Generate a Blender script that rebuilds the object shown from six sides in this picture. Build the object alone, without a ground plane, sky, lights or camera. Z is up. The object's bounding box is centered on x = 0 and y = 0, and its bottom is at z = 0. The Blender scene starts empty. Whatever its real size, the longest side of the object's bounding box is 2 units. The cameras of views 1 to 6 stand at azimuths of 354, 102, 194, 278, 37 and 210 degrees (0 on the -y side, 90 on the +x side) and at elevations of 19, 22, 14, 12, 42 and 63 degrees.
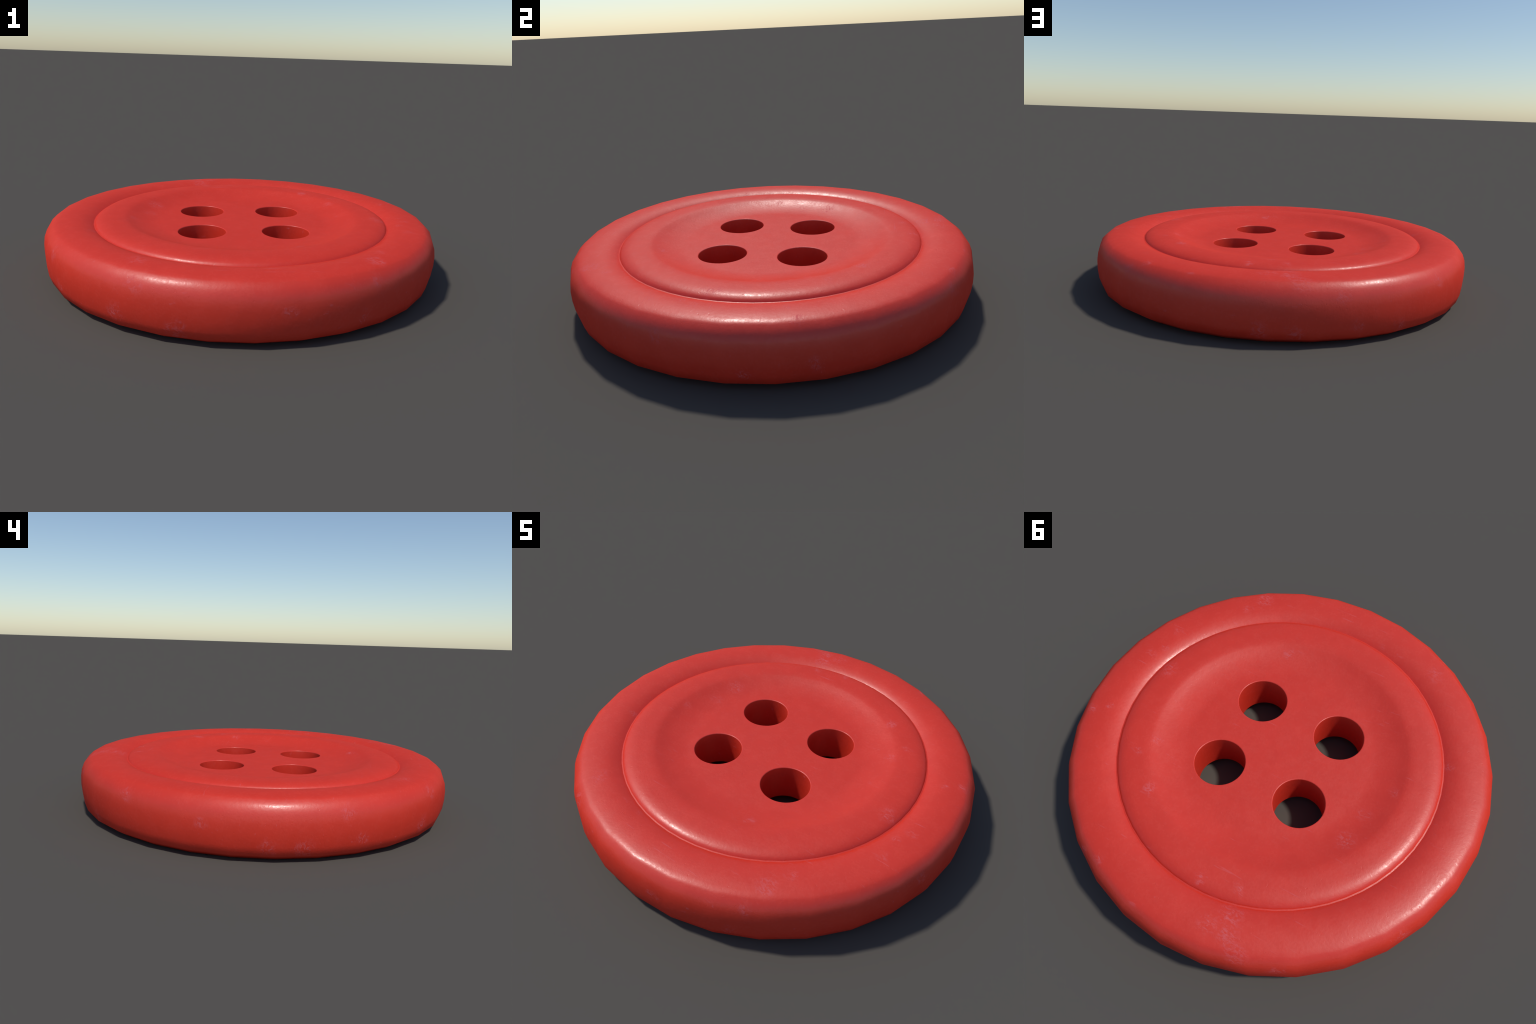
"""A red four-hole sewing button: a lathed body with a rolled rim, a raised
inner disc with a shallow dish, and four round thread holes bored through."""
import bpy, math
from mathutils import Vector
from mathutils.geometry import delaunay_2d_cdt

SEGMENTS = 32            # the outer body is turned with 32 facets round
FINE_SEGMENTS = 64       # the groove and the inner disc are rounder
FINE_RADIUS = 0.81
HOLE_SEGMENTS = 48

# ---------------------------------------------------------------- profile
# (radius, height), walked from the underside, round the rim, to the dish
UNDERSIDE = [(0.460, 0.045), (0.560, 0.042), (0.660, 0.030), (0.760, 0.010),
             (0.830, 0.001), (0.880, 0.000)]
RIM = [(0.880, 0.000), (0.927, 0.000), (0.980, 0.0333), (0.994, 0.0747),
       (1.000, 0.125), (1.000, 0.1700), (0.9945, 0.2090), (0.9815, 0.2425), (0.9560, 0.2671),
       (0.944, 0.2730), (0.924, 0.2772), (0.890, 0.2810), (0.857, 0.2818),
       (0.827, 0.2797), (0.802, 0.2750), (0.780, 0.2674), (0.768, 0.2618),
       (0.7610, 0.2574)]
GROOVE_FLOOR = [(0.7610, 0.2574), (0.7550, 0.2586)]
DISC = [(0.7550, 0.2586), (0.7510, 0.2648), (0.7420, 0.2707), (0.7255, 0.2767),
        (0.705, 0.2803), (0.680, 0.2815), (0.640, 0.2815), (0.610, 0.2803),
        (0.590, 0.2755), (0.565, 0.2655), (0.530, 0.2555), (0.495, 0.2475),
        (0.460, 0.2425), (0.425, 0.2400)]
DISH_Z = 0.2400
BASE_Z = 0.0450
HOLE_X, HOLE_Y, HOLE_R = 0.2100, 0.1962, 0.1185
HOLE_EDGE = 0.0045       # tiny rounding of the hole mouths


def profile_normals(chain):
    """Smooth profile normals (pointing out of the material) for a chain that
    is walked underside -> rim -> top."""
    segs = []
    for (r0, z0), (r1, z1) in zip(chain, chain[1:]):
        v = Vector((z1 - z0, -(r1 - r0)))
        segs.append((v.normalized(), v.length))
    out = []
    for i in range(len(chain)):
        if i == 0:
            n = segs[0][0]
        elif i == len(chain) - 1:
            n = segs[-1][0]
        else:
            n = (segs[i - 1][0] + segs[i][0]).normalized()
        out.append(n)
    return out


# the underside and rim flow into each other; the groove has two crisp edges
OUTER = UNDERSIDE + RIM[1:]
NORMAL_AT = {}
for chain in (OUTER, GROOVE_FLOOR, DISC):
    for k, (p, n) in enumerate(zip(chain, profile_normals(chain))):
        NORMAL_AT[id(chain), p] = n
NORMAL_AT[id(OUTER), OUTER[0]] = Vector((0, -1))
NORMAL_AT[id(DISC), DISC[-1]] = Vector((0, 1))

HOLES = [(sx * HOLE_X, sy * HOLE_Y) for sx in (-1, 1) for sy in (-1, 1)]


class Part:
    """Collects vertices with their own shading normals, and faces."""

    def __init__(self):
        self.v, self.n, self.f = [], [], []

    def ring(self, r, z, nrm, segments, cx=0.0, cy=0.0):
        start = len(self.v)
        for i in range(segments):
            a = 2 * math.pi * i / segments
            c, s = math.cos(a), math.sin(a)
            self.v.append((cx + r * c, cy + r * s, z))
            self.n.append((nrm[0] * c, nrm[0] * s, nrm[1]))
        return [start + i for i in range(segments)]

    def bridge(self, a, b, flip=False):
        k = len(a)
        for i in range(k):
            j = (i + 1) % k
            q = [a[i], a[j], b[j], b[i]]
            self.f.append(q[::-1] if flip else q)

    def lathe(self, chain, whole, fine_inside=True):
        prev = None
        for p in chain:
            fine = fine_inside and p[0] < FINE_RADIUS
            cur = self.ring(p[0], p[1], NORMAL_AT[id(whole), p],
                            FINE_SEGMENTS if fine else SEGMENTS)
            if prev:
                if len(prev) == len(cur):
                    self.bridge(prev, cur)
                else:                     # 32 -> 64: three triangles a facet
                    k = len(prev)
                    for i in range(k):
                        j = (i + 1) % k
                        a, m, b = cur[2 * i], cur[2 * i + 1], cur[2 * j]
                        self.f += [[prev[i], m, a], [prev[i], prev[j], m],
                                   [prev[j], b, m]]
            prev = cur
        return prev

    def pierced_plate(self, outer_r, z, hole_r, up, segments):
        """Flat round plate with the four holes left open."""
        pts, edges = [], []

        def loop(cx, cy, r, k):
            s = len(pts)
            for i in range(k):
                a = 2 * math.pi * i / k
                pts.append(Vector((cx + r * math.cos(a), cy + r * math.sin(a))))
            edges.extend((s + i, s + (i + 1) % k) for i in range(k))

        loop(0, 0, outer_r, segments)
        for cx, cy in HOLES:
            loop(cx, cy, hole_r, HOLE_SEGMENTS)
        vs, _, fs, *_ = delaunay_2d_cdt(pts, edges, [], 0, 1e-6)
        start = len(self.v)
        for v in vs:
            self.v.append((v.x, v.y, z))
            self.n.append((0, 0, 1 if up else -1))
        for f in fs:
            c = sum((vs[i] for i in f), Vector((0, 0))) / len(f)
            if any((c - Vector(h)).length < hole_r * 0.999 for h in HOLES):
                continue
            a, b, d = (vs[i] for i in f[:3])
            ccw = (b - a).cross(d - a) > 0
            f = list(f) if ccw == up else list(f)[::-1]
            self.f.append([start + i for i in f])

    def build(self, name, parent, material):
        me = bpy.data.meshes.new(name)
        me.from_pydata(self.v, [], self.f)
        me.update()
        for p in me.polygons:
            p.use_smooth = True
        me.normals_split_custom_set_from_vertices(self.n)
        me.materials.append(material)
        ob = bpy.data.objects.new(name, me)
        bpy.context.scene.collection.objects.link(ob)
        ob.parent = parent
        return ob


# ---------------------------------------------------------------- material
# pale lilac scuffs rubbed into the plastic: (x, y, z, reach)
TOP_SCUFFS = [
    (0.518, -0.738, 0.05), (0.796, -0.328, 0.03), (0.831, -0.138, 0.035), (0.794, -0.207, 0.03),
    (0.695, -0.103, 0.05), (0.516, 0.259, 0.04), (0.113, 0.036, 0.022), (0.012, -0.426, 0.022),
    (-0.469, -0.736, 0.05), (-0.040, -0.259, 0.03), (-0.487, 0.100, 0.05), (-0.470, 0.254, 0.06),
    (-0.548, -0.050, 0.035), (0.016, 0.543, 0.022), (0.195, 0.394, 0.04), (-0.160, 0.852, 0.05),
    (-0.223, 0.775, 0.06), (-0.311, 0.901, 0.06), (-0.193, 0.661, 0.035), (-0.031, 0.711, 0.035),
    (0.392, 0.845, 0.035), (-0.716, -0.291, 0.03), (0.822, 0.232, 0.025), (0.395, 0.484, 0.035),
    (-0.315, -0.061, 0.035), (0.563, -0.636, 0.025), (0.460, -0.087, 0.03), (-0.255, 0.851, 0.055),
    (0.556, 0.357, 0.03), (0.895, 0.272, 0.035), (0.515, 0.049, 0.03), (0.240, -0.485, 0.035),
    (-0.160, -0.768, 0.025), (0.043, -0.479, 0.02)]
# on the side wall: (bearing in degrees, height, reach)
SIDE_SCUFFS = [
    (-118.8, 0.238, 0.05), (-123.6, 0.095, 0.05), (-108.3, 0.069, 0.055), (-82.5, 0.160, 0.03),
    (-59.8, 0.239, 0.05), (-63.1, 0.090, 0.04), (60.3, 0.232, 0.04), (119.2, 0.215, 0.045),
    (122.8, 0.093, 0.04), (108.0, 0.056, 0.05), (135.9, 0.063, 0.045), (99.3, 0.069, 0.05),
    (150.2, 0.227, 0.045), (172.7, 0.159, 0.03), (-150.8, 0.219, 0.045), (-146.9, 0.093, 0.04),
    (-161.9, 0.064, 0.055), (-170.7, 0.066, 0.045), (20.0, 0.120, 0.04), (-15.0, 0.205, 0.045),
    (5.0, 0.080, 0.03)]
SCUFFS = ([(x, y, 0.278, reach) for x, y, reach in TOP_SCUFFS] +
          [(0.995 * math.cos(math.radians(b)), 0.995 * math.sin(math.radians(b)), z, reach)
           for b, z, reach in SIDE_SCUFFS])


def make_material():
    mat = bpy.data.materials.new("scuffed_red_plastic")
    mat.use_nodes = True
    nt = mat.node_tree
    nt.nodes.clear()
    N, L = nt.nodes.new, nt.links.new

    def math_node(op, a, b=None, clamp=False):
        n = N("ShaderNodeMath")
        n.operation = op
        n.use_clamp = clamp
        for k, x in enumerate((a, b)):
            if x is None:
                continue
            if isinstance(x, (int, float)):
                n.inputs[k].default_value = x
            else:
                L(x, n.inputs[k])
        return n.outputs[0]

    def ramp(x, lo, hi, a=0.0, b=1.0):
        n = N("ShaderNodeMapRange")
        n.interpolation_type = "SMOOTHSTEP"
        L(x, n.inputs["Value"])
        for k, val in (("From Min", lo), ("From Max", hi), ("To Min", a), ("To Max", b)):
            n.inputs[k].default_value = val
        return n.outputs["Result"]

    def noise(vec, scale, detail=4, rough=0.55, distort=0.0):
        n = N("ShaderNodeTexNoise")
        n.inputs["Scale"].default_value = scale
        n.inputs["Detail"].default_value = detail
        n.inputs["Roughness"].default_value = rough
        n.inputs["Distortion"].default_value = distort
        L(vec, n.inputs["Vector"])
        return n.outputs["Fac"]

    def mapping(vec, rot=(0, 0, 0), scale=(1, 1, 1), loc=(0, 0, 0)):
        n = N("ShaderNodeMapping")
        n.inputs["Rotation"].default_value = rot
        n.inputs["Scale"].default_value = scale
        n.inputs["Location"].default_value = loc
        L(vec, n.inputs["Vector"])
        return n.outputs["Vector"]

    def mix(fac, a, b):
        n = N("ShaderNodeMix")
        n.data_type = "RGBA"
        L(fac, n.inputs["Factor"])
        for k, x in (("A", a), ("B", b)):
            s = [i for i in n.inputs if i.name == k and i.type == "RGBA"][0]
            if isinstance(x, tuple):
                s.default_value = x
            else:
                L(x, s)
        return [o for o in n.outputs if o.type == "RGBA"][0]

    obj = N("ShaderNodeTexCoord").outputs["Object"]

    # rubbed patches: soft cores broken up by fine flecks
    wobble = N("ShaderNodeTexNoise")
    wobble.inputs["Scale"].default_value = 14
    wobble.inputs["Detail"].default_value = 3
    L(obj, wobble.inputs["Vector"])
    shift = N("ShaderNodeVectorMath")
    shift.operation = "MULTIPLY_ADD"
    L(wobble.outputs["Color"], shift.inputs[0])
    shift.inputs[1].default_value = (0.07, 0.07, 0.07)
    L(obj, shift.inputs[2])
    area = None
    for x, y, z, reach in SCUFFS:
        d = N("ShaderNodeVectorMath")
        d.operation = "DISTANCE"
        L(shift.outputs[0], d.inputs[0])
        d.inputs[1].default_value = (x + 0.035, y + 0.035, z + 0.035)
        near = ramp(d.outputs["Value"], reach * 1.15, reach * 0.18)
        area = near if area is None else math_node("MAXIMUM", area, near)
    fleck = ramp(noise(mapping(obj, rot=(0, 0, 0.6), scale=(1, 2.1, 1.4), loc=(3, 1, 7)),
                       42, 6, 0.7, 1.0), 0.45, 0.63)
    speck = ramp(noise(mapping(obj, loc=(9, 4, 2)), 26, 3, 0.6), 0.71, 0.80)
    scuff = math_node("MULTIPLY", area, fleck)
    scuff = math_node("MAXIMUM", scuff, math_node("MULTIPLY", speck, 0.65))
    # hairline scratches in two directions
    for rot, loc, w in ((0.5, (2, 5, 1), 0.5), (-0.9, (7, 1, 3), 0.45), (1.7, (4, 8, 2), 0.45)):
        s = mapping(obj, rot=(0.1, 0.2, rot), scale=(5, 75, 40), loc=loc)
        line = ramp(noise(s, 1.0, 3, 0.55), 0.69, 0.76, 0.0, w)
        scuff = math_node("MAXIMUM", scuff, line)
    scuff = math_node("MULTIPLY", scuff, 0.27)

    mottle = ramp(noise(obj, 9, 5, 0.6), 0.35, 0.68)
    base = mix(mottle, (0.690, 0.035, 0.016, 1), (0.720, 0.038, 0.018, 1))
    colour = mix(scuff, base, (0.64, 0.29, 0.35, 1))

    rough = ramp(noise(mapping(obj, loc=(1, 8, 5)), 22, 5, 0.62), 0.30, 0.72, 0.43, 0.52)
    rough = math_node("ADD", rough, math_node("MULTIPLY", scuff, 0.35))
    rough = math_node("ADD", rough, ramp(noise(obj, 85, 3, 0.6), 0.3, 0.7, -0.04, 0.04))

    grain = math_node("ADD",
                      math_node("MULTIPLY", noise(obj, 75, 4, 0.6), 0.9),
                      math_node("MULTIPLY", noise(obj, 14, 2, 0.5), 1.2))
    pits = ramp(noise(mapping(obj, loc=(6, 2, 9)), 55, 3, 0.55), 0.67, 0.74, 0.0, 1.0)
    grain = math_node("SUBTRACT", grain, pits)
    grain = math_node("ADD", grain, math_node("MULTIPLY", scuff, 1.2))
    bump = N("ShaderNodeBump")
    bump.inputs["Strength"].default_value = 0.15
    bump.inputs["Distance"].default_value = 0.004
    L(grain, bump.inputs["Height"])

    # satin plastic: saturated body colour under a thin even sheen that does
    # not grow towards grazing angles
    body = N("ShaderNodeBsdfPrincipled")
    body.inputs["Specular IOR Level"].default_value = 0.0
    L(colour, body.inputs["Base Color"])
    L(rough, body.inputs["Roughness"])
    L(bump.outputs["Normal"], body.inputs["Normal"])
    surface = body.outputs[0]
    gleam = math_node("SUBTRACT", rough, 0.22)
    keep = math_node("SUBTRACT", 1.0, math_node("MULTIPLY", scuff, 2.8), clamp=True)
    for weight, lobe in ((0.060, rough), (0.013, gleam)):
        sheen = N("ShaderNodeBsdfGlossy")
        sheen.distribution = "GGX"
        L(lobe, sheen.inputs["Roughness"])
        L(bump.outputs["Normal"], sheen.inputs["Normal"])
        blend = N("ShaderNodeMixShader")
        L(math_node("MULTIPLY", keep, weight), blend.inputs[0])
        L(surface, blend.inputs[1])
        L(sheen.outputs[0], blend.inputs[2])
        surface = blend.outputs[0]
    out = N("ShaderNodeOutputMaterial")
    L(surface, out.inputs["Surface"])
    return mat


# ---------------------------------------------------------------- assembly
plastic = make_material()
button = bpy.data.objects.new("sewing_button", None)
bpy.context.scene.collection.objects.link(button)
button["label"] = "round red plastic sewing button with four holes and rolled rim"
button["category"] = "sewing button"

rim = Part()
rim.lathe(RIM, OUTER)
rim.build("rim", button, plastic)

disc = Part()
disc.lathe(GROOVE_FLOOR, GROOVE_FLOOR)
disc.lathe(DISC, DISC)
disc.pierced_plate(DISC[-1][0], DISH_Z, HOLE_R + HOLE_EDGE, True, FINE_SEGMENTS)
disc.build("inner_disc", button, plastic)

base = Part()
base.lathe(UNDERSIDE, OUTER, False)
base.pierced_plate(UNDERSIDE[0][0], BASE_Z, HOLE_R + HOLE_EDGE, False, SEGMENTS)
base.build("underside", button, plastic)

for cx, cy in HOLES:
    hole = Part()
    rings = []
    steps = 4
    for i in range(steps + 1):           # rounded upper mouth
        a = math.pi / 2 * i / steps
        rings.append((HOLE_R + HOLE_EDGE * (1 - math.sin(a)),
                      DISH_Z - HOLE_EDGE * (1 - math.cos(a)),
                      (-math.sin(a), math.cos(a))))
    for i in range(steps + 1):           # rounded lower mouth
        a = math.pi / 2 * i / steps
        rings.append((HOLE_R + HOLE_EDGE * (1 - math.cos(a)),
                      BASE_Z + HOLE_EDGE * (1 - math.sin(a)),
                      (-math.cos(a), -math.sin(a))))
    prev = None
    for r, z, n in rings:
        cur = hole.ring(r, z, n, HOLE_SEGMENTS, cx, cy)
        if prev:
            hole.bridge(prev, cur)
        prev = cur
    hole.build("thread_hole", button, plastic)
